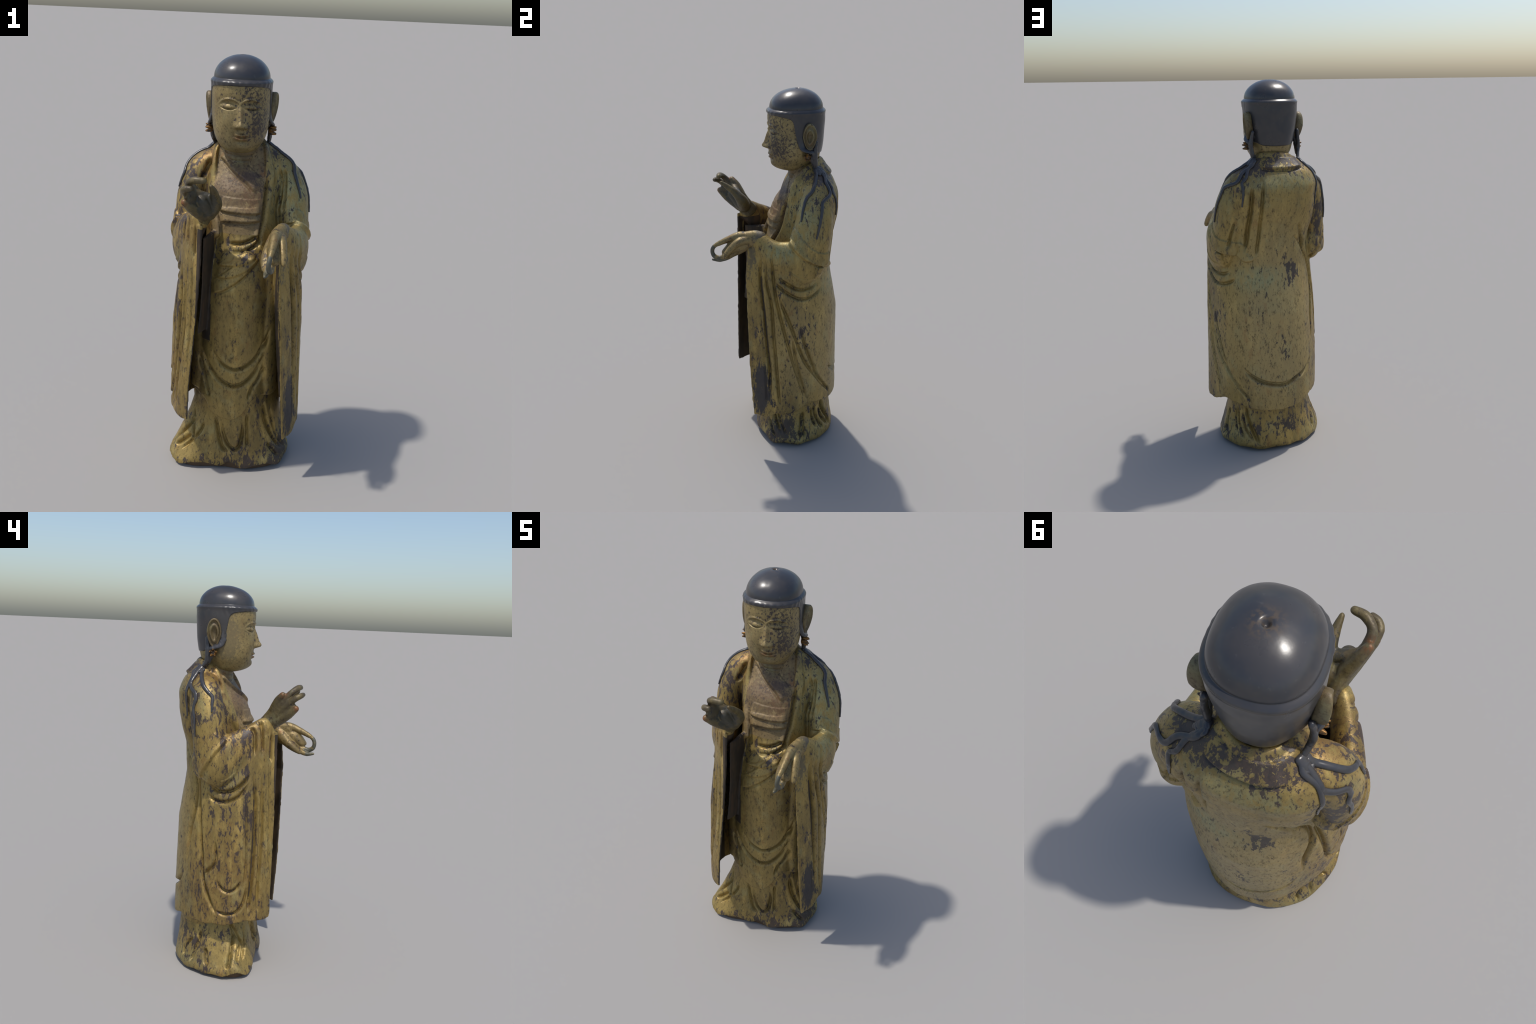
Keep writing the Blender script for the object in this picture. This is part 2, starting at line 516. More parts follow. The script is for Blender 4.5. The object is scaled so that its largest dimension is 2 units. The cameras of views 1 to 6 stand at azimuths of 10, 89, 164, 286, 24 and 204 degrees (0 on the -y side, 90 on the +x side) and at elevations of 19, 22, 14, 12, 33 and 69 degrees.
# ================================================================== ROBE
ZL = [.22, .5, .8, 1.05, 1.3]
SHELL = [
    [(.287, -.136), (.325, -.04), (.328, .06), (.254, .192), (.15, .302), (0, .350), (-.14, .310), (-.232, .21), (-.290, .08), (-.300, -.06), (-.240, -.18), (-.177, -.233)],
    [(.268, -.155), (.314, -.04), (.322, .06), (.266, .205), (.155, .306), (0, .344), (-.14, .305), (-.232, .207), (-.290, .08), (-.300, -.06), (-.234, -.18), (-.168, -.231)],
    [(.250, -.164), (.308, -.045), (.314, .06), (.262, .205), (.15, .305), (0, .340), (-.135, .294), (-.22, .197), (-.284, .07), (-.285, -.08), (-.212, -.17), (-.143, -.226)],
    [(.232, -.170), (.299, -.045), (.298, .07), (.240, .195), (.13, .276), (0, .295), (-.128, .262), (-.207, .180), (-.258, .07), (-.256, -.08), (-.200, -.165), (-.126, -.221)],
    [(.215, -.155), (.272, -.03), (.280, .08), (.240, .205), (.14, .290), (0, .314), (-.13, .270), (-.205, .17), (-.255, .06), (-.238, -.08), (-.190, -.16), (-.118, -.218)]]
ZBOT = [.228, .232, .255, .25, .28, .265, .245, .255, .262, .285, .28, .29, .30, .325, .32, .33]
ZTOP = [1.22, 1.20, 1.15, 1.2, 1.28, 1.28, 1.28, 1.2, 1.15, 1.22, 1.27, 1.30]
shell = sheet(SHELL, ZL, ZBOT, ZTOP, [.014, .022, .03, .04, .04, .04, .03, .022, .012])

core = oval_loft([
    # z, cx, a, yf, yb, yc
    (.24, -.01, .215, -.120, .305, .10),
    (.36, -.01, .215, -.118, .305, .10),
    (.50, -.015, .218, -.106, .305, .10),
    (.75, -.01, .210, -.126, .305, .10),
    (.95, 0, .200, -.130, .280, .10),
    (1.05, .005, .190, -.116, .262, .10),
    (1.20, .0, .175, -.056, .280, .13),
    (1.30, -.01, .175, -.034, .308, .15),
    (1.40, -.015, .180, -.012, .326, .16),
    (1.48, -.015, .180, .047, .315, .17),
    (1.54, -.02, .160, .083, .288, .17),
    (1.585, -.025, .125, .095, .266, .17),
    (1.62, -.028, .088, .100, .250, .165)], p=2.15)
# the apron's pointed lower edge
cv, cf = core
ex_, ez_ = [-.22, -.14, -.11, -.095, -.06, .02, .09, .10, .14, .18, .23], [.40, .385, .365, .325, .305, .285, .335, .365, .405, .415, .43]
hem = pchip(ex_, ez_, cv[:, 0])
cv[:, 2] = np.where(cv[:, 1] < .10, np.maximum(cv[:, 2], hem), cv[:, 2])
# broad back between the upper arms
slab = oval_loft([
    (.95, .01, .19, .12, .290, .20), (1.1, .02, .205, .12, .276, .19), (1.2, .020, .225, .105, .290, .19), (1.3, .016, .245, .09, .316, .20),
    (1.4, .016, .256, .09, .332, .20), (1.46, .004, .252, .105, .332, .20), (1.52, -.012, .217, .12, .312, .20),
    (1.57, -.022, .162, .12, .283, .19), (1.61, -.028, .11, .12, .260, .175)], p=2.15)

arm_l = tube([(.085, .20, 1.53), (.155, .202, 1.475), (.210, .194, 1.38), (.225, .178, 1.27), (.230, .160, 1.16)],
             [(.05, .07), (.075, .082), (.076, .094), (.078, .102), (.072, .104)], ref=(0, 1, 0))
arm_r = tube([(-.13, .175, 1.53), (-.205, .145, 1.475), (-.244, .118, 1.38), (-.256, .100, 1.27), (-.258, .090, 1.15)],
             [(.05, .07), (.070, .080), (.070, .086), (.070, .086), (.066, .082)], ref=(0, 1, 0))
fore_l = tube([(.240, .18, 1.13), (.258, .09, 1.14), (.250, -.02, 1.18), (.220, -.10, 1.25)],
              [(.06, .10), (.064, .125), (.052, .09), (.036, .055)])
fore_r = tube([(-.245, .13, 1.12), (-.262, .05, 1.14), (-.210, -.06, 1.22), (-.138, -.16, 1.315)],
              [(.058, .09), (.065, .120), (.052, .088), (.034, .055)])
# the second, inner layer of each sleeve
inner_l = tube([(.222, -.055, 1.16), (.222, -.055, 1.04), (.240, -.06, .75), (.268, -.06, .435)],
               [(.034, .05), (.033, .05), (.03, .05), (.025, .048)], ref=(0.12, -1, 0), m=30, n=40, round_ends=False)
inner_r = tube([(-.108, -.10, 1.23), (-.11, -.095, 1.1), (-.115, -.10, .9), (-.125, -.11, .755)],
               [(.009, .08), (.009, .08), (.009, .08), (.009, .08)], ref=(-.15, -1, 0), m=30, n=16, round_ends=False)
# cloth that closes the hollows between skirt and sleeves
fill_l = tube([(.15, .022, 1.12), (.155, .026, .75), (.165, .040, .40)], [(.06, .075), (.06, .075), (.05, .07)], ref=(0, 1, 0), m=20, round_ends=False)
fill_r = tube([(-.13, .0, 1.0), (-.15, -.012, .75), (-.155, .0, .42)], [(.06, .07), (.06, .07), (.06, .07)], ref=(0, 1, 0), m=20, round_ends=False)
# collar and lapels, one long band
COL = [(.10, -.02, 1.21), (.112, .035, 1.30), (.122, .062, 1.40), (.122, .085, 1.49), (.098, .135, 1.575), (.058, .205, 1.615), (-.03, .246, 1.622),
       (-.105, .205, 1.61), (-.14, .12, 1.57), (-.142, .065, 1.45), (-.128, .022, 1.36), (-.105, -.02, 1.28), (-.09, -.05, 1.21)]
COLN = [(.7, -.7, 0), (.7, -.7, 0), (.7, -.7, .2), (.7, -.5, .6), (.8, 0, .6), (.5, .7, .5), (0, .8, .6),
        (-.6, .6, .6), (-.8, 0, .6), (-.7, -.5, .6), (-.7, -.7, .2), (-.7, -.7, 0), (-.7, -.7, 0)]
collar = tube(COL, [(.027, .014)] * 4 + [(.022, .010)] * 5 + [(.027, .013)] * 4, ref=COLN, m=110, n=20)

RV, RF = remesh([shell, core, slab, arm_l, arm_r, fore_l, fore_r, inner_l, inner_r, fill_l, fill_r, collar], .0042)
RV = relax(RV, RF, 6, .5)
# carved fold lines of the robe: points on the cloth and the kind of cut
DEEP = dict(depth=.025, width=.010, lip=.002, lipw=.013)
MID = dict(depth=.018, width=.008, lip=.0015, lipw=.011)
THIN = dict(depth=.009, width=.0055)
EDGE = dict(depth=.010, width=.0065, step=.014, stepw=.045, fade=.12)
POUCH = dict(depth=.022, width=.009, step=.010, stepw=.06)
HEM = dict(depth=.004, width=.006, step=.018, stepw=.06, fade=.1)
FOLDS = []
FOLDS.append(([(0.301, -0.011, 1.088), (0.305, 0.036, 1.05), (0.294, 0.093, 1.01), (0.28, 0.134, 0.998), (0.258, 0.177, 1.001), (0.221, 0.22, 1.024)], POUCH))
FOLDS.append(([(0.302, -0.023, 1.059), (0.308, 0.004, 1.026), (0.305, 0.053, 0.984), (0.29, 0.118, 0.945), (0.264, 0.177, 0.946), (0.229, 0.221, 0.965), (0.2, 0.243, 0.992)], MID))
FOLDS.append(([(0.266, -0.093, 1.226), (0.277, -0.095, 1.049), (0.293, -0.077, 0.86), (0.304, -0.062, 0.671), (0.312, -0.047, 0.513), (0.322, -0.044, 0.272)], DEEP))
FOLDS.append(([(0.272, -0.065, 1.253), (0.292, -0.063, 1.055), (0.307, -0.036, 0.92), (0.314, -0.025, 0.741), (0.319, -0.013, 0.594), (0.328, 0.003, 0.375), (0.332, 0.018, 0.293)], MID))
FOLDS.append(([(0.263, -0.022, 1.265), (0.298, -0.031, 1.144), (0.307, -0.016, 0.991), (0.315, 0.012, 0.851), (0.318, 0.053, 0.687), (0.31, 0.105, 0.5), (0.294, 0.141, 0.381), (0.276, 0.169, 0.308)], MID))
FOLDS.append(([(0.305, -0.012, 1.043), (0.313, 0.02, 0.922), (0.313, 0.053, 0.841), (0.309, 0.086, 0.746), (0.303, 0.121, 0.639), (0.287, 0.165, 0.534), (0.22, 0.25, 0.392), (0.158, 0.298, 0.296)], MID))
FOLDS.append(([(0.195, 0.28, 0.51), (0.17, 0.296, 0.468), (0.126, 0.319, 0.432), (0.071, 0.336, 0.409), (0.005, 0.346, 0.397), (-0.048, 0.342, 0.399), (-0.107, 0.323, 0.423), (-0.15, 0.3, 0.439), (-0.189, 0.265, 0.479), (-0.215, 0.23, 0.526)], DEEP))
FOLDS.append(([(0.299, 0.108, 0.857), (0.294, 0.142, 0.691), (0.273, 0.195, 0.53), (0.248, 0.224, 0.44), (0.207, 0.262, 0.369), (0.172, 0.289, 0.322), (0.152, 0.302, 0.279)], MID))
FOLDS.append(([(0.311, 0.077, 0.76), (0.31, 0.098, 0.588), (0.298, 0.136, 0.419), (0.287, 0.151, 0.331)], MID))
FOLDS.append(([(-0.125, 0.295, 1.288), (-0.159, 0.244, 1.151), (-0.204, 0.185, 1.039), (-0.226, 0.174, 0.894), (-0.22, 0.202, 0.743), (-0.223, 0.215, 0.566)], DEEP))
FOLDS.append(([(0.067, 0.308, 1.517), (0.074, 0.329, 1.423), (0.085, 0.309, 1.289), (0.1, 0.294, 1.166), (0.11, 0.287, 1.097)], MID))
FOLDS.append(([(0.12, 0.305, 1.5), (0.135, 0.315, 1.36), (0.15, 0.283, 1.235), (0.165, 0.263, 1.116)], DEEP))
FOLDS.append(([(0.205, 0.282, 1.306), (0.232, 0.274, 1.226), (0.251, 0.259, 1.15)], MID))
FOLDS.append(([(-0.093, 0.286, 1.211), (-0.127, 0.266, 1.176), (-0.167, 0.232, 1.102), (-0.178, 0.22, 1.042)], THIN))
FOLDS.append(([(-0.126, 0.294, 1.285), (-0.142, 0.265, 1.21), (-0.167, 0.231, 1.116)], THIN))
FOLDS.append(([(0.076, 0.271, 1.565), (0.027, 0.289, 1.555), (-0.039, 0.293, 1.552), (-0.111, 0.282, 1.554), (-0.157, 0.256, 1.561)], EDGE))
FOLDS.append(([(-0.292, 0.163, 1.172), (-0.225, 0.154, 1.029), (-0.235, 0.151, 0.948), (-0.254, 0.138, 0.828), (-0.271, 0.118, 0.666), (-0.28, 0.107, 0.542), (-0.29, 0.078, 0.454), (-0.299, 0.038, 0.377), (-0.302, 0.014, 0.342)], DEEP))
FOLDS.append(([(-0.287, 0.121, 1.053), (-0.326, 0.054, 1.171), (-0.299, 0.008, 1.234), (-0.283, -0.002, 1.257)], HEM))
FOLDS.append(([(-0.291, 0.079, 1.03), (-0.265, 0.062, 1.002), (-0.271, 0.009, 0.992), (-0.266, -0.047, 1.01), (-0.253, -0.091, 1.048), (-0.234, -0.121, 1.1)], POUCH))
FOLDS.append(([(-0.254, 0.108, 0.982), (-0.269, 0.067, 0.949), (-0.276, 0.005, 0.941), (-0.271, -0.051, 0.962), (-0.26, -0.087, 0.997), (-0.24, -0.116, 1.052)], MID))
FOLDS.append(([(-0.227, -0.13, 1.116), (-0.226, -0.146, 0.938), (-0.234, -0.151, 0.775), (-0.247, -0.15, 0.61), (-0.261, -0.144, 0.443), (-0.266, -0.137, 0.357)], DEEP))
FOLDS.append(([(-0.198, -0.162, 1.138), (-0.199, -0.18, 0.852), (-0.212, -0.183, 0.688), (-0.232, -0.179, 0.524), (-0.238, -0.18, 0.352)], MID))
FOLDS.append(([(-0.165, -0.19, 1.134), (-0.163, -0.208, 0.846), (-0.183, -0.213, 0.598)], THIN))
FOLDS.append(([(-0.25, -0.104, 1.02), (-0.264, -0.118, 0.779), (-0.268, -0.122, 0.613), (-0.279, -0.114, 0.488)], THIN))
FOLDS.append(([(-0.299, 0.026, 0.543), (-0.303, -0.002, 0.497), (-0.302, -0.045, 0.482), (-0.293, -0.084, 0.506), (-0.282, -0.104, 0.547)], MID))
FOLDS.append(([(-0.282, 0.102, 0.543), (-0.289, 0.074, 0.575), (-0.296, 0.035, 0.634), (-0.289, 0.046, 0.765)], MID))
FOLDS.append(([(-0.299, 0.038, 0.377), (-0.304, -0.025, 0.358), (-0.291, -0.088, 0.377), (-0.274, -0.123, 0.444), (-0.268, -0.13, 0.529)], MID))
FOLDS.append(([(-0.171, -0.134, 1.351), (-0.189, -0.155, 1.297), (-0.192, -0.165, 1.167)], MID))
FOLDS.append(([(-0.208, -0.099, 1.321), (-0.216, -0.127, 1.278), (-0.223, -0.13, 1.169)], MID))
FOLDS.append(([(-0.15, -0.192, 1.295), (-0.155, -0.198, 1.13)], MID))
FOLDS.append(([(-0.085, -0.109, 0.661), (-0.048, -0.11, 0.595), (0, -0.109, 0.563), (0.035, -0.104, 0.556), (0.084, -0.091, 0.576), (0.129, -0.067, 0.622), (0.165, -0.047, 0.703), (0.182, -0.041, 0.786)], DEEP))
FOLDS.append(([(-0.141, -0.082, 0.669), (-0.115, -0.09, 0.581), (-0.061, -0.103, 0.508), (-0.006, -0.107, 0.474), (0.037, -0.102, 0.468), (0.086, -0.087, 0.492), (0.131, -0.061, 0.552), (0.167, -0.043, 0.644)], DEEP))
FOLDS.append(([(-0.155, -0.078, 0.617), (-0.135, -0.077, 0.523), (-0.106, -0.095, 0.428), (-0.092, -0.103, 0.395)], MID))
FOLDS.append(([(0.096, -0.093, 0.388), (0.112, -0.076, 0.45), (0.141, -0.052, 0.5), (0.166, -0.04, 0.575)], MID))
FOLDS.append(([(-0.092, -0.109, 0.94), (-0.041, -0.126, 0.962), (-0, -0.127, 0.989), (0.054, -0.114, 1.034), (0.096, -0.085, 1.08), (0.12, -0.052, 1.115)], EDGE))
FOLDS.append(([(-0.082, -0.102, 1.023), (-0.02, -0.119, 1.028), (0.037, -0.114, 1.05), (0.081, -0.092, 1.081), (0.11, -0.058, 1.116)], EDGE))
FOLDS.append(([(-0.074, -0.092, 1.078), (-0.024, -0.105, 1.079), (0.033, -0.102, 1.088), (0.078, -0.083, 1.104), (0.104, -0.054, 1.132)], EDGE))
FOLDS.append(([(-0.024, -0.079, 1.139), (0.041, -0.072, 1.148), (0.085, -0.049, 1.167), (0.105, -0.027, 1.192)], MID))
FOLDS.append(([(-0.038, -0.059, 1.179), (0.021, -0.062, 1.181), (0.067, -0.048, 1.193), (0.105, -0.032, 1.219)], MID))
FOLDS.append(([(-0.082, -0.044, 1.267), (-0.011, -0.04, 1.27), (0.053, -0.031, 1.27), (0.105, -0.001, 1.275)], EDGE))
FOLDS.append(([(-0.089, -0.018, 1.316), (-0.041, -0.029, 1.313), (0.049, -0.023, 1.31), (0.108, 0.011, 1.31)], EDGE))
FOLDS.append(([(-0.117, 0.099, 1.542), (-0.084, 0.077, 1.516), (-0.037, 0.047, 1.48), (0.03, 0.017, 1.44), (0.066, 0.004, 1.4)], EDGE))
FOLDS.append(([(0.112, 0.067, 1.501), (0.119, 0.038, 1.397), (0.115, 0.014, 1.297), (0.113, -0.025, 1.214), (0.103, -0.045, 1.152)], DEEP))
FOLDS.append(([(0.16, 0.13, 1.512), (0.175, 0.115, 1.45), (0.173, 0.109, 1.385), (0.163, 0.102, 1.284)], MID))
FOLDS.append(([(-0.156, 0.095, 1.539), (-0.175, 0.072, 1.476), (-0.197, 0.055, 1.432)], DEEP))
FOLDS.append(([(0.181, 0.138, 1.512), (0.191, 0.115, 1.452), (0.189, 0.1, 1.355), (0.188, 0.09, 1.29)], MID))
FOLDS.append(([(0.268, -0.09, 1.169), (0.285, -0.09, 0.911), (0.299, -0.078, 0.633), (0.31, -0.066, 0.386), (0.313, -0.068, 0.297)], THIN))
FOLDS.append(([(-0.2, -0.167, 1.016), (-0.206, -0.17, 0.884), (-0.225, -0.172, 0.654), (-0.222, -0.194, 0.476)], THIN))
FOLDS.append(([(-0.162, -0.196, 1.032), (-0.163, -0.207, 0.861), (-0.171, -0.212, 0.727), (-0.174, -0.223, 0.547)], THIN))
FOLDS.append(([(0.184, 0.089, 1.249), (0.246, 0.069, 1.259), (0.287, 0.062, 1.249), (0.312, 0.114, 1.198), (0.309, 0.146, 1.171), (0.299, 0.187, 1.147), (0.275, 0.229, 1.132), (0.294, 0.201, 1.133), (0.256, 0.245, 1.13), (0.2, 0.238, 1.114), (0.165, 0.26, 1.081), (0.129, 0.278, 1.083), (0.11, 0.287, 1.104)], HEM))
bv = tree(RV, RF)
RN = vnormals(RV, RF)
for pts, kw in FOLDS:
    RV = carve(RV, RN, bv, pts, **kw)
RV = RV + RN * (vnoise(RV, 25, 3)[:, None] * .0015)
RN = vnormals(RV, RF)
cen = RV[RF].mean(1)
fn = RN[RF].mean(1)
cls = np.zeros(len(RF), int)
x, y, z = cen.T
cls[(x > .2) & (z < 1.28) & (y < .24)] = 1
cls[(x < -.2) & (z < 1.3) & (y < .22) | (x < -.1) & (y < -.1) & (z < 1.4)] = 2
front = (np.abs(x - .03) < .2) & (y < .1)
cls[front & (z < 1.22) & (cls == 0)] = 3
cls[(np.abs(x + .01) < .115) & (y < .14) & (z >= 1.22) & (z < 1.6) & (cls == 0)] = 4
inside_r = ((x < -.2) | (x < -.13) & (y < -.12)) & (y < .03) & (z < 1.28) & (z > .3) & (fn[:, 0] > .45) & (fn[:, 2] < .5)
inside_r |= (np.abs(x + .117) < .022) & (y < -.0) & (z < 1.28) & (z > .7) & (x < -.09)
inside_l = (x > .20) & (y < .03) & (z < 1.18) & (z > .2) & (fn[:, 0] < -.5)
cls[(inside_r | inside_l) & (cls != 4)] = 5
split_obj(RV, RF, RN, cls, {5: ('sleeve_inside_darkened', MAT['sleeve_inside']), 0: ('robe', MAT['robe']), 1: ('sleeve', MAT['robe']), 2: ('sleeve', MAT['robe']),
                            3: ('skirt', MAT['robe']), 4: ('chest', MAT['chest'])})

# ================================================================== LOWER SKIRT
FOOT = [(.0, -.122), (.09, -.120), (.18, -.09), (.265, -.03), (.290, .09), (.268, .18), (.178, .292), (.05, .335),
        (-.08, .320), (-.172, .287), (-.264, .20), (-.308, .09), (-.322, -.02), (-.288, -.126), (-.19, -.158), (-.08, -.136)]
foot = spline(FOOT + FOOT[:1], 361)[:-1]
n = len(foot); ang = np.linspace(0, 2 * np.pi, n, endpoint=False)
top = np.stack([.01 + .205 * np.sin(ang), .11 - .195 * np.cos(ang)], -1)
fr = sstep(.1, -.08, foot[:, 1])
zb = .010 + .022 * fr * (.5 + .5 * np.sin(ang * 9 + .6)) + .008 * (.5 + .5 * np.sin(ang * 14))
rings = []
for t in np.linspace(0, 1, 70):
    zz = zb + (.42 - zb) * t
    w = (1 - t) ** 1.65
    ring = top * (1 - w) + foot * w
    ring = ring + (foot - foot.mean(0)) * (-.03 * np.exp(-(t / .03) ** 2))      # rounded hem
    rings.append(np.column_stack([ring, zz]))
skirt_parts = [loft(rings)]
bl = (foot - foot.mean(0)) * .86 + foot.mean(0)
V, F = loft([np.column_stack([bl * 1.0, np.full(n, h)]) for h in (.0, .03, .06)])
add_obj('base_block', V, F, MAT['wood'], smooth=False)
SV, SF = remesh(skirt_parts, .0042)
SV = relax(SV, SF, 3, .5)
SFOLDS = []
SFOLDS.append(([(-0.07, -0.081, 0.289), (-0.045, -0.098, 0.196), (-0.022, -0.11, 0.124), (0.016, -0.114, 0.092)], DEEP))
SFOLDS.append(([(-0.036, -0.089, 0.284), (-0.023, -0.099, 0.2), (0.004, -0.108, 0.138), (0.042, -0.11, 0.114), (0.067, -0.104, 0.136), (0.079, -0.089, 0.211), (0.075, -0.082, 0.298)], DEEP))
SFOLDS.append(([(0.095, -0.072, 0.315), (0.097, -0.085, 0.211), (0.107, -0.096, 0.117)], MID))
SFOLDS.append(([(0.164, -0.023, 0.373), (0.179, -0.026, 0.26), (0.223, -0.014, 0.155), (0.267, 0.029, 0.07)], DEEP))
SFOLDS.append(([(0.193, 0.005, 0.325), (0.228, 0.007, 0.174), (0.277, 0.057, 0.058)], MID))
SFOLDS.append(([(-0.187, -0.006, 0.288), (-0.178, -0.069, 0.187), (-0.169, -0.115, 0.113)], MID))
SFOLDS.append(([(-0.264, -0.092, 0.087), (-0.224, -0.086, 0.116), (-0.183, -0.084, 0.159)], MID))
SFOLDS.append(([(0.196, -0.046, 0.145), (0.219, -0.038, 0.107), (0.262, -0.013, 0.042)], MID))
SFOLDS.append(([(0.235, 0.147, 0.21), (0.253, 0.138, 0.139), (0.282, 0.128, 0.033)], DEEP))
SFOLDS.append(([(0.215, 0.193, 0.221), (0.223, 0.202, 0.148), (0.22, 0.23, 0.082)], MID))
SFOLDS.append(([(0.189, 0.235, 0.213), (0.184, 0.26, 0.13), (0.138, 0.307, 0.048)], MID))
SFOLDS.append(([(0.206, 0.204, 0.236), (0.209, 0.226, 0.14), (0.191, 0.271, 0.057)], MID))
SFOLDS.append(([(0.172, 0.248, 0.252), (0.168, 0.26, 0.188), (0.143, 0.293, 0.107), (0.112, 0.319, 0.031)], DEEP))
SFOLDS.append(([(-0.23, 0.159, 0.177), (-0.221, 0.211, 0.111), (-0.229, 0.228, 0.05)], MID))
SFOLDS.append(([(0.239, 0.136, 0.2), (0.258, 0.147, 0.108), (0.271, 0.157, 0.048)], DEEP))
SFOLDS.append(([(-0.174, -0.043, 0.245), (-0.212, -0.053, 0.177), (-0.286, -0.054, 0.086), (-0.301, -0.043, 0.055)], DEEP))
SFOLDS.append(([(-0.119, -0.079, 0.237), (-0.15, -0.096, 0.166), (-0.233, -0.112, 0.071)], MID))
SFOLDS.append(([(-0.227, 0.131, 0.216), (-0.237, 0.126, 0.185), (-0.257, 0.152, 0.098), (-0.271, 0.172, 0.037)], MID))
SFOLDS.append(([(-0.261, 0.084, 0.139), (-0.278, 0.077, 0.094), (-0.299, 0.063, 0.052)], DEEP))
bv = tree(SV, SF); SN = vnormals(SV, SF)
for pts, kw in SFOLDS:
    SV = carve(SV, SN, bv, pts, **kw)
SN = vnormals(SV, SF)
SV = SV + SN * (vnoise(SV, 22, 5)[:, None] * .003)
SV[:, 2] = np.maximum(SV[:, 2], 0)
SN = vnormals(SV, SF)
add_obj('underskirt', SV, SF, MAT['underskirt'], normals=SN)

# ================================================================== HEAD
HO = np.array([-.028, .115, 0.0]); YAW = math.radians(8)
HF = np.array([math.sin(YAW), -math.cos(YAW), 0]); HR = np.array([math.cos(YAW), math.sin(YAW), 0])
HZ = np.array([0, 0, 1.0])


def head_pt(u, f, z):
    return HO + HR * u + HF * f + HZ * z


HEADP = np.array([  # z, half width, front, back
    (1.570, 0.0200, 0.0400, 0.0300), (1.574, 0.0450, 0.0660, 0.0500), (1.582, 0.0660, 0.0980, 0.0750), (1.595, 0.0850, 0.1240, 0.0950), (1.610, 0.0960, 0.1360, 0.0960),
    (1.635, 0.1110, 0.1445, 0.1140), (1.660, 0.1200, 0.1500, 0.1210), (1.700, 0.1270, 0.1540, 0.1290), (1.750, 0.1305, 0.1560, 0.1340),
    (1.800, 0.1320, 0.1570, 0.1360), (1.850, 0.1325, 0.1580, 0.1380), (1.875, 0.1325, 0.1570, 0.1380), (1.900, 0.1140, 0.1360, 0.1200), (1.925, 0.1000, 0.1210, 0.1060),
    (1.950, 0.0800, 0.0960, 0.0840), (1.970, 0.0550, 0.0680, 0.0560), (1.980, 0.0200, 0.0200, 0.0200)])
NZ, NP = 260, 420
zz = np.linspace(1.570, 1.98, NZ)
A, Ff, Bb = [pchip(HEADP[:, 0], HEADP[:, k], zz)[:, None] for k in (1, 2, 3)]
ph = np.linspace(-np.pi, np.pi, NP, endpoint=False)
ph = ph - .45 * np.sin(ph)          # denser at the face
s, c = np.sin(ph)[None], np.cos(ph)[None]
ex = 2 / 2.35
U = A * np.sign(s) * np.abs(s) ** ex
Fw = np.where(c > 0, Ff, Bb) * np.sign(c) * np.abs(c) ** ex
Z = np.repeat(zz[:, None], NP, 1)
U = U * (1 - .26 * sstep(1.86, 1.66, Z) * np.maximum(-np.repeat(c, NZ, 0), 0) ** .8)
base_head = (U.copy(), Fw.copy(), Z.copy())


def G(u, u0, z, z0, su, sz, p=2):
    return np.exp(-np.abs((u - u0) / su) ** p - np.abs((z - z0) / sz) ** p)


um = .005 + .085 * (1.79 - Z)
du = U - um
fm = sstep(0.02, .1, Fw)
# nose: a wedge widening downward
nt = np.clip((1.80 - Z) / (1.80 - 1.712), 0, 1.0)
prot = .004 + .027 * nt ** 1.15
und = sstep(1.690, 1.706, Z)
wid = .010 + .0125 * nt ** 1.6
D = prot * und * np.exp(-np.abs(du / wid) ** 2.2) * (Z < 1.83) * sstep(1.835, 1.795, Z)
D = D + .007 * G(du, 0, Z, 1.716, .013, .012)
for sg in (-1, 1):
    D = D + .012 * G(du, sg * .020, Z, 1.708, .010, .011)                       # nostril wing
    D = D - .006 * G(du, sg * .010, Z, 1.695, .006, .006)
    ec = sg * .054
    D = D - .012 * G(du, sg * .050, Z, 1.800, .042, .022)                       # socket
    arch = 1.790 + .006 - .0000 * du
    lid = 1.7885 - 3.0 * (du - ec) ** 2
    D = D + .011 * np.exp(-np.abs((du - ec) / .027) ** 2.6 - ((Z - 1.791) / .0125) ** 2)
    slit = 1.7785 + 4.5 * (du - ec) ** 2
    D = D - .0095 * np.exp(-((Z - slit) / .0034) ** 2 - np.abs((du - ec) / .030) ** 4)
    crease = 1.8065 - 9.0 * (du - ec) ** 2
    D = D - .003 * np.exp(-((Z - crease) / .003) ** 2 - np.abs((du - ec) / .033) ** 4)
    brow = 1.8215 - 9.0 * (du - sg * .048) ** 2
    D = D + .0075 * np.exp(-((Z - brow) / .0055) ** 2 - np.abs((du - sg * .05) / .042) ** 4)
    D = D + .006 * G(du, sg * .062, Z, 1.725, .035, .04)                        # cheek
    D = D - .004 * G(du, sg * .036, Z, 1.668, .008, .010)                       # mouth corner
lipz = 1.6585 + 2.2 * du ** 2
D = D + .0085 * np.exp(-((Z - lipz - .0085) / .007) ** 2 - np.abs(du / .028) ** 2.6)
D = D + .0095 * np.exp(-((Z - lipz + .0085) / .007) ** 2 - np.abs(du / .021) ** 2.6)
D = D - .007 * np.exp(-((Z - lipz) / .0030) ** 2 - np.abs(du / .033) ** 4)
D = D - .003 * G(du, 0, Z, 1.683, .006, .008)
D = D - .005 * G(du, 0, Z, 1.637, .026, .006)
D = D + .007 * G(du, 0, Z, 1.612, .03, .016)
Fh = Fw + D * fm
P = HO + HR * U[..., None] + HF * Fh[..., None] + HZ * Z[..., None]
V, F = loft(P)
add_obj('head', V, F, MAT['face'])

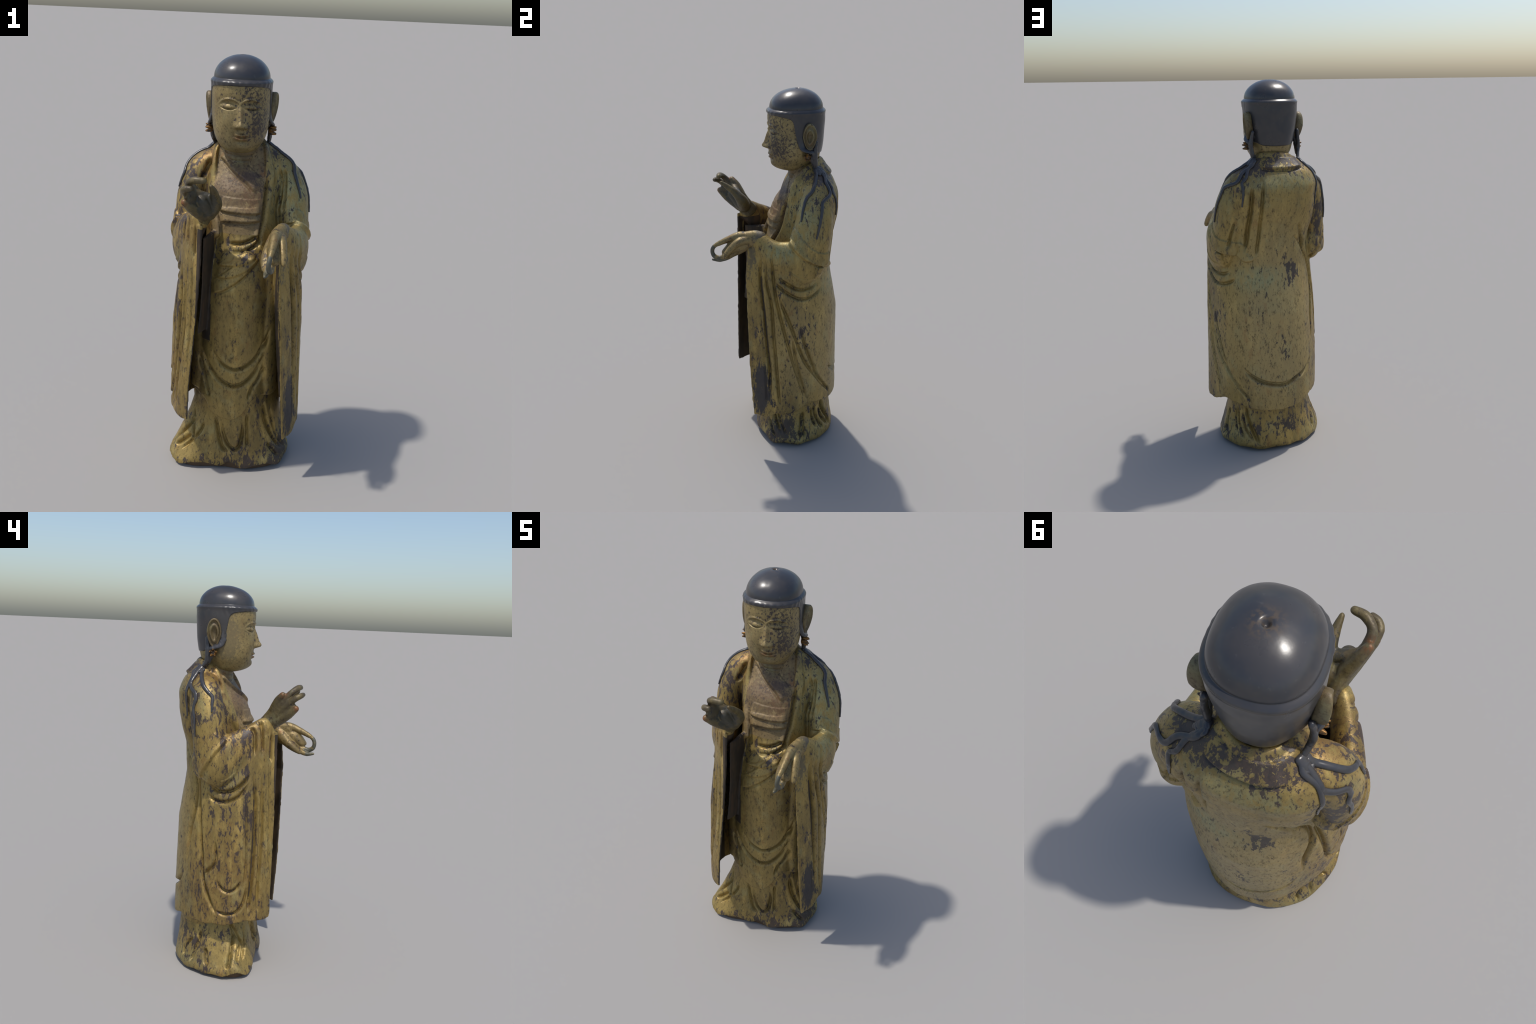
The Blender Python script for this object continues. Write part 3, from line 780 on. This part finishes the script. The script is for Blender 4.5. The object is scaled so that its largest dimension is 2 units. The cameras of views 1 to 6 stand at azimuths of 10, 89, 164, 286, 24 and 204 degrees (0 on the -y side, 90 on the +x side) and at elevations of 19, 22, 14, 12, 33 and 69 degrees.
# neck with three shallow rings
NR = [(1.44, .095, .075, .085, .15), (1.50, .092, .08, .085, .15), (1.53, .088, .085, .085, .15),
      (1.57, .085, .085, .085, .15), (1.62, .082, .085, .078, .152), (1.68, .078, .085, .060, .15)]
neck = oval_loft([(r[0], -.026, r[1], r[4] - r[2], r[4] + r[3], r[4]) for r in NR], m=80, n=100, p=2.05)
V, F = neck; V = V.copy()
for zr in (1.512, 1.535, 1.56):
    k = np.exp(-((V[:, 2] - zr - .03 * (V[:, 1] - .07)) / .0035) ** 2) * .004
    d = V[:, :2] - np.array([-.026, .15]); L = np.linalg.norm(d, axis=1)[:, None] + 1e-6
    V[:, :2] -= d / L * k[:, None]
add_obj('neck', V, F, MAT['neck'])

# hair: helmet with a rolled ridge, dome and side locks, dipping under the skin outside its edge
u0, f0, z0 = base_head
hz = np.linspace(1.64, 1.9035, 200)
A, Ff, Bb = [pchip(HEADP[:, 0], HEADP[:, k], np.minimum(hz, 1.875))[:, None] for k in (1, 2, 3)]
U = A * np.sign(s) * np.abs(s) ** ex
Fw = np.where(c > 0, Ff, Bb) * np.sign(c) * np.abs(c) ** ex
Zh = np.repeat(hz[:, None], NP, 1)
U = U * (1 - .26 * sstep(1.86, 1.66, Zh) * np.maximum(-np.repeat(c, len(hz), 0), 0) ** .8)
# lower edge of the hair as a function of how far forward we are
edge_f = [-.16, -.14, -.09, -.06, -.03, -.005, .012, .026, .038, .047, .058, .075, .12, .17]
edge_z = [1.668, 1.668, 1.672, 1.685, 1.69, 1.70, 1.715, 1.745, 1.795, 1.842, 1.858, 1.865, 1.873, 1.878]
ez = pchip(edge_f, edge_z, Fw.ravel()).reshape(Fw.shape)
sd = Zh - ez
near = np.clip(sd / .004, -1, 1)
front_w = sstep(.05, .13, Fw)
off = -.004 + .0085 * sstep(-1, 1, near) - .035 * sstep(-.008, -.03, sd)
# rolled ridge at the top of the band
off = off + .0025 * np.exp(-((Zh - 1.893) / .012) ** 2)
# combed waves over the brow and temples
lon = np.arctan2(U, Fw)
off = off + .0008 * np.sin(lon * 34 + (1.90 - Zh) * 60 * np.sign(lon)) * sstep(1.84, 1.87, Zh) * sstep(1.905, 1.885, Zh) * sstep(-.03, .04, Fw)
shr = 1 - .092 * np.clip((Zh - 1.888) / (1.9035 - 1.888), 0, 1) ** 1.6
rad = np.sqrt(U ** 2 + Fw ** 2)
k = (rad + off) / np.maximum(rad, 1e-6) * shr
P = HO + HR * (U * k)[..., None] + HF * (Fw * k)[..., None] + HZ * Zh[..., None]
band = P
# dome
t = np.linspace(0, 1, 90)[1:]
rd = np.cos(t * np.pi / 2) ** .97
zd = 1.9035 + .0975 * np.sin(t * np.pi / 2)
rd[-1] = 0.0
u1, f1 = (U * k)[-1], (Fw * k)[-1]
dome = []
for r_, z_ in zip(rd, zd):
    uu, ff = u1 * r_, f1 * r_
    zc = z_ - .016 * np.exp(-(np.hypot(uu, ff) / .010) ** 2)
    dome.append(HO + HR * uu[:, None] + HF * ff[:, None] + HZ * zc[:, None])
P = np.concatenate([band, np.array(dome)], 0)
V, F = loft(P)
F = [f for f in F if len(V) - 2 not in f]      # open below, under the skin
V = V + vnoise(V, 14, 11)[:, None] * .0012 * (V - np.array([-.028, .115, 1.85]))/.15
add_obj('hair', V, F, MAT['hair'])

# ears
def ear(sg, name):
    top = 1.836 if sg < 0 else 1.842; bot = 1.69 if sg < 0 else 1.70
    fo = -.024 if sg < 0 else -.036
    n, mm = 64, 26
    rings = []
    zc = (top + bot) / 2; hh = (top - bot) / 2
    t = np.linspace(0, 2 * np.pi, n, endpoint=False)
    wz = np.sin(t); wf = np.cos(t)
    halfw = .035 * (1 - .28 * (wz < 0) * np.abs(wz))
    outl = np.stack([wf * halfw * np.where(wz > 0, 1, 1), wz * hh], -1)
    prof = [(1.0, -.030), (1.0, -.004), (.99, .004), (.94, .008), (.87, .006), (.80, -.001), (.70, -.003), (.60, .005), (.50, .007), (.40, .0), (.25, -.006), (.08, -.007)]
    for k_, h_ in prof:
        q = outl * k_
        flare = .143 + .016 * sstep(.01, -.045, q[:, 0]) + .008 * (q[:, 1] / hh)
        rings.append(np.stack([head_pt(sg * (flare[j] + h_), fo + q[j, 0], zc + q[j, 1]) for j in range(n)]))
    if sg < 0:
        rings = [r[::-1] for r in rings]
    V, F = loft(np.array(rings))
    return add_obj(name, V, F, MAT['ear'])


ear(-1, 'ear'); ear(1, 'ear')

# earrings: a flower-like boss on the lobe
def earring(sg):
    c0 = head_pt(sg * .138, -.026, 1.668)
    parts = []
    ax = HR * sg
    parts.append(tube([c0 - ax * .01, c0 + ax * .012], [.014, .012], m=6, n=14, round_ends=False))
    for k_ in range(5):
        a = k_ * 2 * math.pi / 5 + .3
        d = HF * math.cos(a) + HZ * math.sin(a)
        q = c0 + d * .013
        parts.append(tube([q, q + ax * .012 + d * .002, q + ax * .022 + d * .004], [.008, .007, .004], m=8, n=10))
    V, F = remesh(parts, .002)
    add_obj('earring', V, F, MAT['earring'])


earring(-1); earring(1)

# ================================================================== HANDS
R_PALM = [
    ([(-.125, -.145, 1.31), (-.118, -.175, 1.345), (-.122, -.205, 1.38)], [(.030, .046), (.030, .046), (.028, .05)]),
    ([(-.115, -.18, 1.35), (-.137, -.225, 1.395), (-.160, -.280, 1.447)], [(.030, .044), (.025, .054), (.017, .048)]),
    ([(-.125, -.19, 1.40), (-.15, -.215, 1.45), (-.167, -.242, 1.482)], [.026, .021, .016]),
    ([(-.130, -.20, 1.39), (-.154, -.245, 1.45), (-.157, -.285, 1.497), (-.125, -.308, 1.517), (-.088, -.312, 1.519)], [.026, .019, .0155, .0155, .0135]),
    ([(-.130, -.21, 1.38), (-.157, -.26, 1.43), (-.171, -.305, 1.468), (-.160, -.328, 1.482), (-.136, -.337, 1.488)], [.026, .019, .0155, .0145, .012]),
    ([(-.115, -.195, 1.345), (-.142, -.26, 1.382), (-.166, -.310, 1.420)], [.034, .026, .017]),
    ([(-.10, -.175, 1.345), (-.066, -.188, 1.39), (-.060, -.225, 1.435), (-.057, -.265, 1.47), (-.058, -.296, 1.494)], [.036, .031, .021, .015, .009]),
    ([(-.10, -.185, 1.36), (-.115, -.235, 1.41)], [.040, .030]),
    ([(-.075, -.21, 1.42), (-.115, -.22, 1.435), (-.15, -.235, 1.445)], [.022, .018, .02]),
]
V, F = remesh([tube(p, r, ref=(0, .7, .7)) for p, r in R_PALM], .0026)
V = relax(V, F, 6, .5)
V = V + vnormals(V, F) * (vnoise(V, 60, 9)[:, None] * .001)
add_obj('hand', V, F, MAT['hand_r'])

L_PALM = [
    ([(.225, -.06, 1.24), (.216, -.115, 1.262), (.208, -.15, 1.262), (.203, -.195, 1.255)], [(.035, .040), (.034, .043), (.030, .042), (.026, .034)]),
    ([(.205, -.15, 1.27), (.206, -.20, 1.277), (.208, -.26, 1.258), (.208, -.318, 1.232)], [.029, .023, .0175, .012]),
    ([(.208, -.316, 1.233), (.206, -.336, 1.215), (.204, -.342, 1.190), (.206, -.332, 1.167), (.208, -.305, 1.156), (.205, -.27, 1.165)], [.010, .011, .011, .012, .014, .016]),
    ([(.215, -.15, 1.26), (.236, -.205, 1.252), (.250, -.25, 1.215), (.257, -.274, 1.183)], [.028, .021, .017, .014]),
    ([(.20, -.14, 1.25), (.182, -.18, 1.21), (.172, -.23, 1.172), (.174, -.268, 1.146)], [.034, .030, .022, .012]),
    ([(.19, -.19, 1.22), (.187, -.245, 1.165), (.188, -.30, 1.138), (.190, -.340, 1.141)], [.024, .018, .012, .008]),
    ([(.205, -.16, 1.24), (.206, -.225, 1.222), (.214, -.268, 1.19)], [(.032, .038), (.03, .034), (.028, .024)]),
    ([(.222, -.085, 1.275), (.216, -.118, 1.285)], [.03, .026]),
]
V, F = remesh([tube(p, r) for p, r in L_PALM], .0026)
V = relax(V, F, 6, .5)
V = V + vnormals(V, F) * (vnoise(V, 60, 10)[:, None] * .001)
add_obj('hand', V, F, MAT['hand_l'])

# ================================================================== HAIR LOCKS
robe_bv = tree(RV, RF)


def lock(pts, r0, r1, name='hair_lock', snap=0, m=90, flat=.75):
    C = spline(pts, m); ref = np.zeros_like(C)
    for i in range(m):
        h, nn, _, _ = robe_bv.find_nearest(Vector(C[i]))
        ref[i] = nn[:]
        if i >= snap * m:
            C[i] = np.array(h[:]) + np.array(nn[:]) * .003
    for _ in range(3):
        C[1:-1] = (C[:-2] + 2 * C[1:-1] + C[2:]) / 4
    rr = np.interp(np.linspace(0, 1, len(pts)), [0, .35, .8, 1], [r0, r0 * .95, r1, r1 * .6])
    k = np.linspace(0, m - 1, len(pts)).astype(int)
    rf = ref[np.linspace(0, m - 1, 24).astype(int)]
    V, F = tube(C[np.linspace(0, m - 1, 40).astype(int)], [(a, a * flat) for a in np.interp(np.linspace(0, 1, 40), np.linspace(0, 1, len(rr)), rr)],
                ref=ref[np.linspace(0, m - 1, 40).astype(int)], m=m, n=18)
    V = V + vnoise(V, 90, 4)[:, None] * .0012 * np.array([1, 1, .5])
    return add_obj(name, V, F, MAT['hair'])


H = lambda u, f, z: tuple(head_pt(u, f, z))
LOCKS = [
    ([(.095, .20, 1.594), (.125, .204, 1.577), (.184, .193, 1.544), (.218, .178, 1.516), (.233, .145, 1.488), (.251, .128, 1.45), (.267, .118, 1.407), (.277, .113, 1.377)], .011, .007),
    ([(.085, .22, 1.592), (.105, .246, 1.571), (.155, .249, 1.535), (.192, .266, 1.491), (.243, .229, 1.466), (.266, .224, 1.422), (.289, .211, 1.352), (.298, .198, 1.29)], .011, .008),
    ([(.082, .222, 1.598), (.124, .25, 1.552), (.145, .276, 1.51), (.166, .279, 1.486), (.165, .296, 1.45), (.175, .301, 1.379)], .010, .007),
    ([(-.17, .18, 1.58), (-.208, .165, 1.554), (-.26, .137, 1.515), (-.274, .11, 1.485), (-.275, .085, 1.459), (-.287, .08, 1.424), (-.297, .077, 1.389)], .011, .008),
    ([(-.175, .195, 1.575), (-.204, .203, 1.548), (-.237, .214, 1.516), (-.264, .201, 1.495), (-.286, .168, 1.474), (-.299, .161, 1.439), (-.306, .173, 1.403), (-.316, .161, 1.344), (-.317, .155, 1.267)], .011, .008),
    ([(-.16, .20, 1.585), (-.18, .215, 1.571), (-.22, .215, 1.54), (-.25, .232, 1.482), (-.262, .236, 1.428), (-.265, .235, 1.353)], .010, .007),
]
for pts, a, b in LOCKS:
    lock(pts, a, b)
# coils of the knot where the tendrils part
for kx, ky, kz, sg in ((.105, .222, 1.586, 1), (-.178, .192, 1.572, -1)):
    for a0_, q in ((.0, .02), (1.9, .024), (3.9, .018)):
        t = np.linspace(0, 5.0, 8) + a0_
        lock([(kx + q * math.cos(a), ky + q * math.sin(a), kz + .012) for a in t], .0075, .006, flat=.9)
# strands that pass in front of and under the ear, then drop to the shoulder
for sg, fo, kn in ((1, -.012, (.090, .204, 1.600)), (-1, 0.0, (-.160, .184, 1.592))):
    b0 = [H(sg * .120, .030 + fo, 1.80), H(sg * .128, .020 + fo, 1.745), H(sg * .136, .006 + fo, 1.712), H(sg * .140, -.020 + fo, 1.698),
          H(sg * .140, -.042 + fo, 1.690), H(sg * .137, -.050 + fo, 1.665), H(sg * .131, -.055 + fo, 1.635)]
    lock(b0 + [kn], .019, .013, snap=2, flat=.5)
    lock([H(sg * .128, -.060 + fo, 1.74), H(sg * .134, -.056 + fo, 1.70), H(sg * .136, -.056 + fo, 1.665), H(sg * .132, -.058 + fo, 1.63), kn], .012, .014, snap=2, flat=.8)
    lock([H(sg * .126, -.030 + fo, 1.70), H(sg * .132, -.032 + fo, 1.68), H(sg * .132, -.040 + fo, 1.65), H(sg * .128, -.05 + fo, 1.62)], .014, .012, snap=2, flat=.8)
    q = np.array(kn) + np.array((.012 * sg, .012, -.010))
    lock([q + np.array((-.02 * sg, -.008, .008)), q, q + np.array((.02 * sg, .008, -.014))], .020, .016, flat=.5)
